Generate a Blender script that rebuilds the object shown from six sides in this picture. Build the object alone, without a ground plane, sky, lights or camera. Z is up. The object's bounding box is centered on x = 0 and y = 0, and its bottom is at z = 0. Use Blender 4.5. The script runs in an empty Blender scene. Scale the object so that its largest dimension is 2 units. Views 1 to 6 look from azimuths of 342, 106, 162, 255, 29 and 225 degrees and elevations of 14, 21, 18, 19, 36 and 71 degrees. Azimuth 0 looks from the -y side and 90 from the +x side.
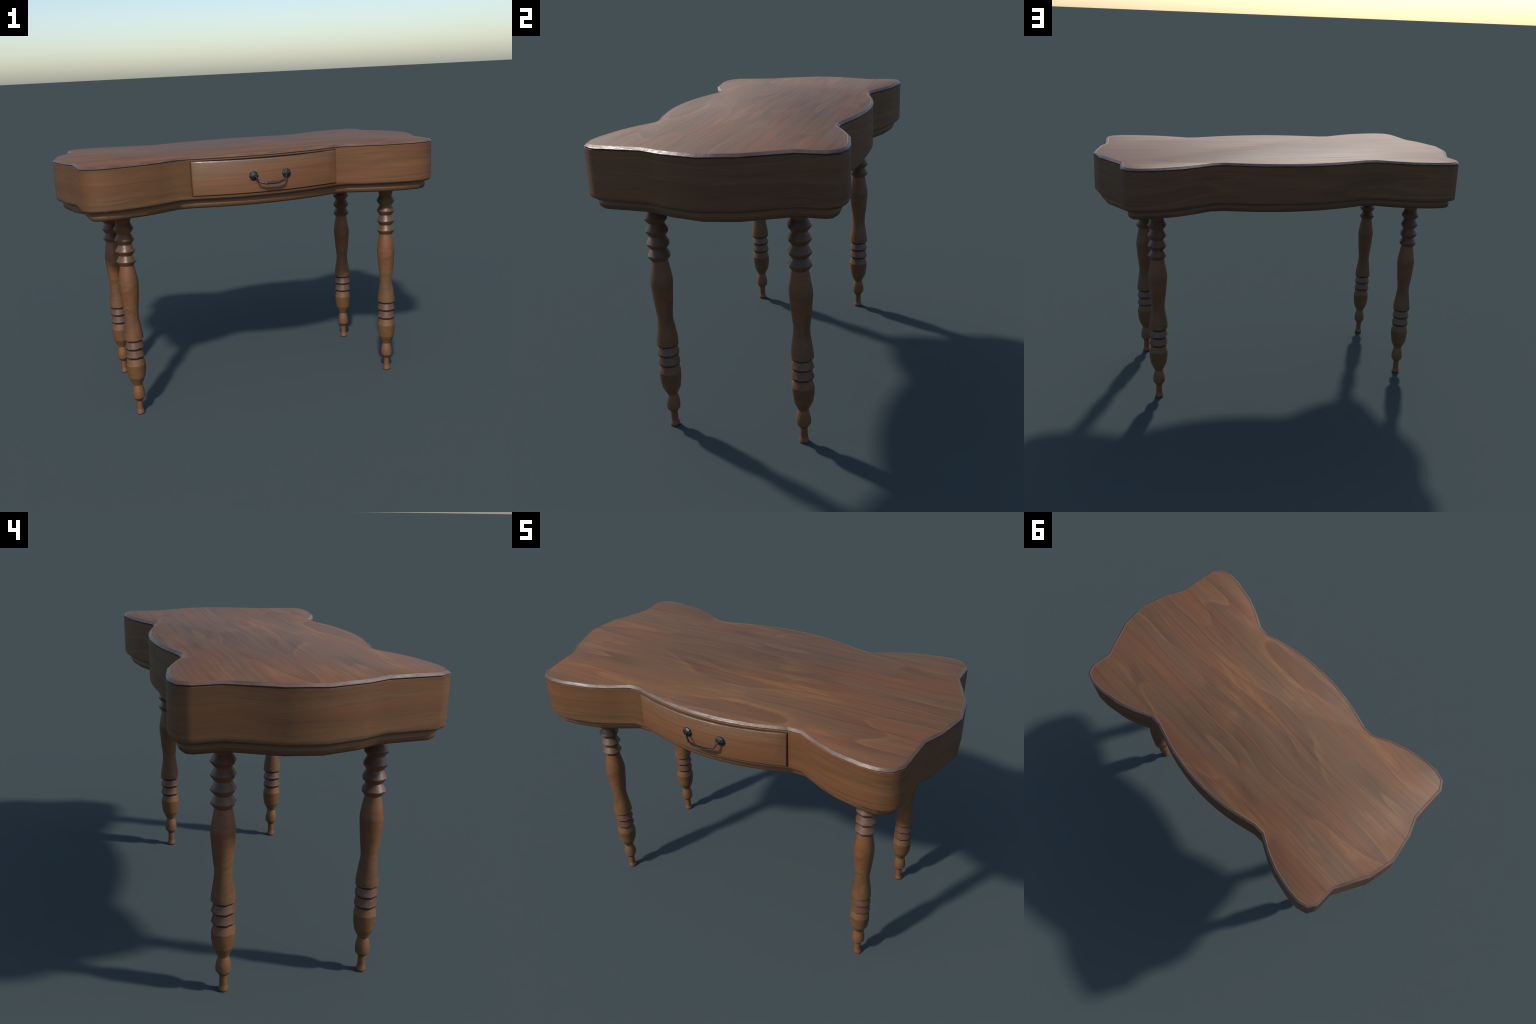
import bpy, bmesh, math
from mathutils import Vector, Matrix

# ------------------------------------------------------------------ materials
def new_mat(name):
    m = bpy.data.materials.new(name)
    m.use_nodes = True
    nt = m.node_tree
    for n in list(nt.nodes):
        nt.nodes.remove(n)
    out = nt.nodes.new("ShaderNodeOutputMaterial")
    b = nt.nodes.new("ShaderNodeBsdfPrincipled")
    nt.links.new(b.outputs[0], out.inputs[0])
    return m, nt, b


class G:
    """tiny helper for wiring shader nodes"""
    def __init__(self, nt):
        self.nt = nt

    def link(self, a, b):
        self.nt.links.new(a, b)

    def coord(self, scale, loc=(0, 0, 0), rot=(0, 0, 0)):
        if not hasattr(self, "tc"):
            self.tc = self.nt.nodes.new("ShaderNodeTexCoord")
        mp = self.nt.nodes.new("ShaderNodeMapping")
        mp.inputs["Scale"].default_value = scale
        mp.inputs["Location"].default_value = loc
        mp.inputs["Rotation"].default_value = rot
        self.link(getattr(self, "base", None) or self.tc.outputs["Object"], mp.inputs["Vector"])
        return mp.outputs[0]

    def warp(self, scale, axis, loc=(0, 0, 0)):
        """bend all later coordinates sideways with a slow noise (wavy grain)"""
        n = self.math('SUBTRACT', self.noise(self.coord(scale, loc), 1, 2, .5), .5)
        c = self.nt.nodes.new("ShaderNodeCombineXYZ")
        for i in range(3):
            self.link(self.math('MULTIPLY', n, axis[i]), c.inputs[i])
        a = self.nt.nodes.new("ShaderNodeVectorMath")
        a.operation = 'ADD'
        self.link(self.tc.outputs["Object"], a.inputs[0])
        self.link(c.outputs[0], a.inputs[1])
        self.base = a.outputs[0]

    def noise(self, vec, scale=1.0, detail=3.0, rough=0.5, dist=0.0):
        n = self.nt.nodes.new("ShaderNodeTexNoise")
        n.inputs["Scale"].default_value = scale
        n.inputs["Detail"].default_value = detail
        n.inputs["Roughness"].default_value = rough
        n.inputs["Distortion"].default_value = dist
        self.link(vec, n.inputs["Vector"])
        return n.outputs["Fac"]

    def math(self, op, a, b=None, c=None):
        n = self.nt.nodes.new("ShaderNodeMath")
        n.operation = op
        for i, v in enumerate((a, b, c)):
            if v is None:
                continue
            if isinstance(v, (int, float)):
                n.inputs[i].default_value = v
            else:
                self.link(v, n.inputs[i])
        return n.outputs[0]

    def ramp(self, fac, stops):
        n = self.nt.nodes.new("ShaderNodeValToRGB")
        el = n.color_ramp.elements
        while len(el) < len(stops):
            el.new(0.5)
        for e, (p, c) in zip(el, stops):
            e.position = p
            e.color = (*c, 1) if len(c) == 3 else c
        self.link(fac, n.inputs[0])
        return n.outputs[0]

    def step(self, fac, lo, hi):
        n = self.nt.nodes.new("ShaderNodeMapRange")
        n.interpolation_type = 'SMOOTHSTEP'
        n.inputs["From Min"].default_value = lo
        n.inputs["From Max"].default_value = hi
        self.link(fac, n.inputs["Value"])
        return n.outputs[0]

    def mix(self, fac, a, b, mode='MIX'):
        n = self.nt.nodes.new("ShaderNodeMix")
        n.data_type = 'RGBA'
        n.blend_type = mode
        for sock, v in ((n.inputs["Factor"], fac), (n.inputs["A"], a), (n.inputs["B"], b)):
            pass
        ins = [s for s in n.inputs if s.enabled]
        for s, v in zip(ins, (fac, a, b)):
            if isinstance(v, (int, float)):
                s.default_value = v
            elif isinstance(v, tuple):
                s.default_value = (*v, 1)
            else:
                self.link(v, s)
        return [o for o in n.outputs if o.enabled][0]

    def bump(self, height, strength, distance, bsdf):
        n = self.nt.nodes.new("ShaderNodeBump")
        n.inputs["Strength"].default_value = strength
        n.inputs["Distance"].default_value = distance
        self.link(height, n.inputs["Height"])
        self.link(n.outputs[0], bsdf.inputs["Normal"])


def srgb(r, g, b):
    f = lambda v: ((v / 255 + 0.055) / 1.055) ** 2.4 if v > 10 else v / 255 / 12.92
    return (f(r), f(g), f(b))


def wood(name, grain, tones, figure=0.5, roughness=0.42, seed=0.0, spec=0.5, bands=9.0, streak=.35,
         wave=None):
    """grain: per-axis stretch (small value = along the grain).
    tones: dark, mid, red, tan (linear rgb)."""
    m, nt, b = new_mat(name)
    g = G(nt)
    dark, mid, red, tan = tones
    gx, gy, gz = grain
    if wave:
        g.warp(wave[0], wave[1], (seed, 3.3, seed))
    # broad colour clouds drawn out along the grain
    big = g.noise(g.coord((gx * 1.2, gy * .42, gz * .42), (seed, seed * 1.7, 3.1)), 1, 3, .55, .4)
    big2 = g.noise(g.coord((gx * 1.7, gy * .5, gz * .5), (7.3 + seed, 2.2, 9.4)), 1, 4, .6, .6)
    col = g.mix(g.step(big, .40, .62), mid, red)
    col = g.mix(g.math('MULTIPLY', g.step(big2, .53, .72), .6), col, tan)
    big3 = g.noise(g.coord((gx * 1.1, gy * .38, gz * .38), (2.3 + seed, 12.2, 5.4)), 1, 3, .55, .5)
    col = g.mix(g.math('MULTIPLY', g.step(big3, .53, .72), .4), col, dark)
    # figure: contour lines of a stretched smooth field -> flat sawn cathedral grain
    fld = g.noise(g.coord((gx * .6, gy * .18, gz * .18), (1.9, 4.4 + seed, seed)), 1, 2.0, .4, .1)
    ph = g.math('FRACT', g.math('MULTIPLY', fld, bands))
    darkline = g.math('MULTIPLY', g.step(ph, .45, .95), g.math('SUBTRACT', 1.0, g.step(ph, .95, 1.0)))
    patch = g.step(g.noise(g.coord((gx * 1.4, gy * .3, gz * .3), (4.4, seed, 5.5)), 1, 2), .38, .60)
    col = g.mix(g.math('MULTIPLY', g.math('MULTIPLY', darkline, patch), figure), col, dark)
    paleline = g.math('SUBTRACT', 1.0, g.step(ph, 0.0, .14))
    col = g.mix(g.math('MULTIPLY', g.math('MULTIPLY', paleline, patch), figure), col, tan)
    # long fibres
    fib = g.noise(g.coord((gx * 1.3, gy * 3.0, gz * 3.0), (seed, 0, 0)), 1, 4, .6, .3)
    col = g.mix(g.math('MULTIPLY', g.step(fib, .50, .70), streak), col, dark)
    fib2 = g.noise(g.coord((gx * 2.2, gy * 10, gz * 10), (0, seed, 0)), 1, 3, .6)
    col = g.mix(g.math('MULTIPLY', g.step(fib2, .48, .75), .28), col, dark)
    col = g.mix(g.math('MULTIPLY', g.math('SUBTRACT', 1.0, g.step(fib2, .25, .5)), .22), col, tan)
    fib3 = g.noise(g.coord((gx * 5, gy * 22, gz * 22), (seed, seed, 2)), 1, 2, .6)
    col = g.mix(g.math('MULTIPLY', g.step(fib3, .50, .70), .22), col, dark)
    g.link(col, b.inputs["Base Color"])
    rg = g.math('MULTIPLY_ADD', fib, .16, roughness - .08)
    g.link(rg, b.inputs["Roughness"])
    b.inputs["Specular IOR Level"].default_value = spec
    g.bump(g.math('ADD', fib2, g.math('MULTIPLY', ph, .15)), .10, .0015, b)
    return m


TOP_TONES = (srgb(71, 48, 34), srgb(106, 76, 51), srgb(115, 74, 46), srgb(137, 97, 57))
M_TOP = wood("tabletop_walnut", (1.0, 16, 16), TOP_TONES, .36, .61, 0.0, .46, streak=.38, wave=((1.6, 2.6, 1), (0, .075, 0)))
BODY_TONES = (srgb(67, 45, 27), srgb(99, 68, 40), srgb(105, 66, 38), srgb(117, 83, 48))
M_APRON = wood("apron_walnut", (.9, .9, 26), BODY_TONES, .35, .58, 3.0, .45, bands=7, wave=((2.6, 2.6, 4), (0, 0, .05)))
M_DRAWER = wood("drawer_walnut", (.9, .9, 26), BODY_TONES, .30, .58, 11.0, .45, bands=6, wave=((2.6, 2.6, 4), (0, 0, .05)))
LEG_TONES = (srgb(70, 47, 28), srgb(106, 73, 43), srgb(111, 70, 41), srgb(126, 89, 52))
M_LEG = wood("leg_walnut", (5, 5, 22), LEG_TONES, .30, .54, 5.0, .45, bands=7, wave=((14, 14, 7), (0, 0, .04)))
RING_TONES = (srgb(66, 46, 34), srgb(90, 63, 46), srgb(92, 60, 43), srgb(104, 75, 55))
M_RING = wood("leg_ring_walnut", (5, 5, 30), RING_TONES, .2, .42, 8.0, .5)


def glossy_arris():
    """greyish glossy arris with short dark streaks"""
    m, nt, b = new_mat("glossy_edge")
    g = G(nt)
    n1 = g.noise(g.coord((9, 9, 90)), 1, 4, .6)
    n2 = g.noise(g.coord((38, 38, 20), (3, 1, 7)), 1, 3, .6)
    col = g.ramp(n1, [(.30, srgb(72, 52, 43)), (.50, srgb(95, 71, 58)), (.70, srgb(112, 87, 72))])
    col = g.mix(g.math('MULTIPLY', g.step(n2, .52, .75), .4), col, srgb(64, 46, 38))
    g.link(col, b.inputs["Base Color"])
    g.link(g.math('MULTIPLY_ADD', n2, .35, .22), b.inputs["Roughness"])
    b.inputs["Specular IOR Level"].default_value = .75
    g.bump(g.math('ADD', n1, n2), .4, .003, b)
    return m


M_EDGE = glossy_arris()


def dark_recess(name, lo, hi):
    m, nt, b = new_mat(name)
    g = G(nt)
    col = g.ramp(g.noise(g.coord((14, 14, 30)), 1, 3), [(.3, lo), (.7, hi)])
    g.link(col, b.inputs["Base Color"])
    b.inputs["Roughness"].default_value = .7
    return m


M_GAP = dark_recess("joint_dark_brown", srgb(34, 25, 18), srgb(58, 42, 31))
M_GROOVE_SHADOW = dark_recess("ring_groove_painted_shadow", srgb(48, 34, 24), srgb(78, 54, 36))


def iron():
    m, nt, b = new_mat("dark_iron")
    g = G(nt)
    n = g.noise(g.coord((90, 90, 90)), 1, 4, .6)
    col = g.ramp(n, [(.3, (.040, .045, .053)), (.7, (.075, .083, .095))])
    g.link(col, b.inputs["Base Color"])
    b.inputs["Metallic"].default_value = .9
    g.link(g.math('MULTIPLY_ADD', n, .2, .32), b.inputs["Roughness"])
    return m


M_IRON = iron()

# ------------------------------------------------------------------ helpers
def mesh_object(name, verts, faces, mats, face_mat=None, parent=None, smooth_angle=None, lathe=False):
    me = bpy.data.meshes.new(name)
    me.from_pydata([tuple(v) for v in verts], [], faces)
    bm = bmesh.new()
    bm.from_mesh(me)
    if face_mat is not None:
        bm.faces.ensure_lookup_table()
        for f, k in zip(bm.faces, face_mat):
            f.material_index = k
    bmesh.ops.recalc_face_normals(bm, faces=bm.faces[:])
    if smooth_angle is not None:
        for f in bm.faces:
            f.smooth = True
        for e in bm.edges:
            if len(e.link_faces) == 2:
                lim = smooth_angle
                if lathe and abs(e.verts[0].co.z - e.verts[1].co.z) > 1e-5:
                    lim = 80
                e.smooth = e.calc_face_angle(0) < math.radians(lim)
    bm.to_mesh(me)
    bm.free()
    for m in mats:
        me.materials.append(m)
    ob = bpy.data.objects.new(name, me)
    bpy.context.scene.collection.objects.link(ob)
    if parent:
        ob.parent = parent
    return ob


def inset(loop, d):
    """mitred inward offset of a counter-clockwise loop of (x, y)"""
    out = []
    n = len(loop)
    for i in range(n):
        p, q, r = (Vector(loop[i - 1]), Vector(loop[i]), Vector(loop[(i + 1) % n]))
        a, b = (q - p).normalized(), (r - q).normalized()
        na, nb = Vector((-a.y, a.x)), Vector((-b.y, b.x))
        h = (na + nb).normalized()
        out.append(q + h * (d / max(h.dot(na), .55)))
    return out


def loft(rings, cap_top=False, cap_bottom=False):
    """rings: list of closed loops (same count) of 3d points"""
    n = len(rings[0])
    verts = [p for r in rings for p in r]
    faces, tag = [], []
    for k in range(len(rings) - 1):
        for i in range(n):
            j = (i + 1) % n
            faces.append((k * n + i, k * n + j, (k + 1) * n + j, (k + 1) * n + i))
            tag.append(k)
    if cap_top:
        faces.append(tuple(range(n)))
        tag.append(-1)
    if cap_bottom:
        faces.append(tuple(range((len(rings) - 1) * n, len(rings) * n)))
        tag.append(-2)
    return verts, faces, tag


# ------------------------------------------------------------------ plan outline
# right half of the serpentine top, from the middle of the front (-y) to the
# middle of the back (+y); the left half mirrors it
FRONT_BULGE = [(0.0, -.4645), (.066, -.4630), (.132, -.4570), (.200, -.4465), (.265, -.4325), (.325, -.4165)]
GAP_IN, GAP_OUT = .3745, .3795
DRAWER_JOINT = [(GAP_IN, -.4027), (GAP_OUT, -.4005)]
FRONT_WING = [(.439, -.400), (.530, -.4465), (.617, -.480), (.742, -.5048), (.8142, -.5068),
              (.8727, -.4885), (.9057, -.4410)]
SIDE = [(.9192, -.2402), (.962, -.1455), (.9985, .0040), (.9764, .1494), (.8896, .3311)]
BACK_WING = [(.8955, .4420), (.8705, .4890), (.8142, .5062), (.742, .5035), (.617, .480), (.530, .4465),
             (.439, .400), (.379, .4010)]
BACK_BULGE = [(.325, .4165), (.265, .4325), (.200, .4465), (.132, .4570), (.066, .4630), (0.0, .4645)]
HALF = FRONT_BULGE + DRAWER_JOINT + FRONT_WING + SIDE + BACK_WING + BACK_BULGE
OUTLINE = HALF + [(-x, y) for x, y in reversed(HALF[1:-1])]

GROW = .0009  # overall allowance on the plan outline
Z_TOP, Z_EDGE = 1.3137, 1.3040
Z_APRON = 1.1090
Z_FLOOR = 1.0555


def ring(d, z):
    return [(p[0], p[1], z) for p in inset(OUTLINE, d - GROW)]


desk = bpy.data.objects.new("writing_desk", None)
bpy.context.scene.collection.objects.link(desk)
desk.rotation_euler = (0, 0, math.radians(-.5))
desk["label"] = "brown wooden desk with serpentine top, drawer and turned legs"
desk["category"] = "desk"

# tabletop: flat board with a glossy, rounded-over arris
v, f, t = loft([ring(.0165, Z_TOP), ring(.0140, 1.3123), ring(.0110, Z_TOP - .0002), ring(0, Z_EDGE), ring(.0006, 1.3024),
                ring(.006, 1.3016)], cap_top=True, cap_bottom=True)
mesh_object("tabletop", v, f, [M_TOP, M_EDGE], [1 if k in (2, 3) else 0 for k in t], desk, 35)

# apron: upright band below the top, with the drawer opening sunk into its front
RECESS_TOP, RECESS_BOT = 1.2900, 1.1235
rows = [(.012, 1.3020), (.0036, 1.3010), (.0036, 1.2990), (0, 1.2972), (0, RECESS_TOP + .003), (0, RECESS_TOP), (0, RECESS_BOT),
        (0, RECESS_BOT - .003), (0, Z_APRON + .0030), (.0012, Z_APRON), (.009, 1.1015), (.036, 1.0980)]
rings = []
for d, z in rows:
    r = ring(d, z)
    if RECESS_BOT - 1e-6 <= z <= RECESS_TOP + 1e-6:
        r = [(x, y + .007, z_) if (y < 0 and abs(x) <= GAP_IN + 1e-3) else (x, y, z_) for x, y, z_ in r]
    rings.append(r)
v, f, t = loft(rings)
fm = []
for face, k in zip(f, t):
    xs = [abs(v[i][0]) for i in face]
    ys = [v[i][1] for i in face]
    inside = max(xs) <= GAP_OUT + .002 and max(ys) < -.35 and k in (4, 5, 6)
    fm.append(1 if (k in (0, 1) or inside) else (2 if k == 8 else 0))
mesh_object("apron", v, f, [M_APRON, M_GAP, M_EDGE], fm, desk, 50)

# moulding under the apron, closed by the bottom board
v, f, t = loft([ring(.0310, 1.0995), ring(.0310, 1.0835), ring(.0290, 1.0805), ring(.0290, 1.0770), ring(.0325, 1.0655), ring(.0400, 1.0575),
                ring(.0520, Z_FLOOR)], cap_bottom=True)
mesh_object("base_molding", v, f, [M_APRON], None, desk, 50)

# ------------------------------------------------------------------ drawer
def front_y(x):
    pts = sorted([(px, py) for px, py in OUTLINE if py < 0 and abs(px) < .45])
    for (x0, y0), (x1, y1) in zip(pts, pts[1:]):
        if x0 <= x <= x1:
            return y0 + (y1 - y0) * (x - x0) / (x1 - x0) - GROW


PROUD = .0080
cols = [-.3765] + [s for s in (-.325, -.265, -.2, -.132, -.066, 0, .066, .132, .2, .265, .325)] + [.3765]
# across the panel: (x inset at the ends, proudness) ; ends get a small bevel too
xs = [(-.3765, -.006), (-.3765, PROUD - .0035), (-.3735, PROUD)] + [(c, PROUD) for c in cols[1:-1]] + \
     [(.3735, PROUD), (.3765, PROUD - .0035), (.3765, -.006)]
def drawer_section(z, depth_cap):
    sec = []
    for x, d in xs:
        sec.append((x, front_y(x) - min(d, depth_cap), z))
    return sec
z0, z1 = RECESS_BOT - .0005, RECESS_TOP + .0005
def ztop(x):
    # the top rail of the drawer sags a touch toward the middle
    return z1 - .0045 * (1 - (x / .38) ** 2)
levels = []
for kind, cap in (("b", -.006), ("b", PROUD - .0035), ("b2", PROUD), ("t2", PROUD), ("t", PROUD - .0035), ("t", -.006)):
    row = []
    for x, d in xs:
        z = {"b": z0, "b2": z0 + .003, "t2": ztop(x) - .005, "t": ztop(x)}[kind]
        row.append((x, front_y(x) - min(d, cap), z))
    levels.append(row)
n = len(xs)
verts = [p for r in levels for p in r]
faces, fm = [], []
for k in range(len(levels) - 1):
    for i in range(n - 1):
        faces.append((k * n + i, k * n + i + 1, (k + 1) * n + i + 1, (k + 1) * n + i))
        fm.append(1 if k == 3 else 0)
drawer = mesh_object("drawer", verts, faces, [M_DRAWER, M_EDGE], fm, desk, 35)

# handle: two eight-sided rosettes and a swan-neck bail
FACE_Y = front_y(.084) - PROUD
HANDLE_Z = 1.2065
def rosette_mesh():
    prof = [(.0215, -.003), (.0230, .000), (.0228, .0060), (.0170, .0115), (.0060, .0145), (.0050, .0180)]
    rings = [[(r * math.cos(a), -d, r * math.sin(a)) for a in [math.pi / 2 + k * math.pi / 4 for k in range(8)]]
             for r, d in prof]
    return loft(rings, True, True)
v, f, t = rosette_mesh()
first = None
for sx in (-1, 1):
    if first is None:
        ob = first = mesh_object("rosette", v, f, [M_IRON], None, drawer)
    else:
        ob = first.copy()
        bpy.context.scene.collection.objects.link(ob)
    ob.location = (sx * .0842, FACE_Y, HANDLE_Z)
    ob.rotation_euler = (0, 0, sx * .06)

path = [(.0835, FACE_Y - .0155, 1.2055, .0044), (.0790, FACE_Y - .0215, 1.2020, .0044), (.0640, -.5005, 1.1765, .0056),
        (.0325, -.5065, 1.1690, .0082)]
path = [(-x, y, z, r) for x, y, z, r in path] + list(reversed(path))
rings = []
for i, (x, y, z, r) in enumerate(path):
    a = Vector(path[max(i - 1, 0)][:3])
    b = Vector(path[min(i + 1, len(path) - 1)][:3])
    tan = (b - a).normalized()
    side = tan.cross(Vector((0, -1, .3))).normalized()
    up = side.cross(tan).normalized()
    rings.append([Vector((x, y, z)) + (side * math.cos(q) * .78 + up * math.sin(q) * 1.15) * r
                  for q in [k * math.pi / 3 for k in range(6)]])
v, f, t = loft(rings, True, True)
mesh_object("bail_handle", v, f, [M_IRON], None, drawer)

# ------------------------------------------------------------------ turned legs (eight-sided lathe work)
LEG = [  # radius, height, finish of the band below: 0 plain, 1 polished ring, 2 painted shadow
    (.0465, 1.0560, 0), (.0345, 1.0100, 1),
    (.0500, .9820, 1), (.0488, .9775, 0), (.0332, .9570, 1),
    (.0500, .9280, 1), (.0488, .9235, 0), (.0335, .9030, 1),
    (.0502, .8720, 1), (.0490, .8675, 0), (.0335, .8475, 1),
    (.0500, .8195, 1), (.0486, .8150, 0), (.0348, .7960, 0),
    (.0430, .7520, 0), (.0497, .7130, 0), (.0502, .6950, 0), (.0440, .6180, 0), (.0358, .5480, 0), (.0356, .5230, 0),
    (.0435, .4700, 0), (.0490, .4330, 0), (.0500, .4105, 2), (.0402, .3985, 1),
    (.0500, .3675, 2), (.0410, .3535, 1),
    (.0500, .3205, 2), (.0410, .3065, 0),
    (.0500, .2740, 0), (.0488, .2420, 0), (.0428, .2030, 0), (.0222, .1590, 0),
    (.0295, .1330, 0), (.0327, .1120, 0), (.0314, .0910, 0), (.0164, .0695, 0),
    (.0168, .0240, 0), (.0228, .0050, 0), (.0215, .0000, 0)]
rings = [[(r * math.cos(k * math.pi / 4), r * math.sin(k * math.pi / 4), z) for k in range(8)] for r, z, _ in LEG]
v, f, t = loft(rings, True, True)
fm = [LEG[k][2] if k >= 0 else 0 for k in t]
first = None
for sx, sy in ((-1, -1), (1, -1), (-1, 1), (1, 1)):
    if first is None:
        ob = first = mesh_object("leg", v, f, [M_LEG, M_RING, M_GROOVE_SHADOW], fm, desk, 15, lathe=True)
    else:
        ob = first.copy()
        bpy.context.scene.collection.objects.link(ob)
    ob.location = (sx * .7115, sy * .2989, 0)
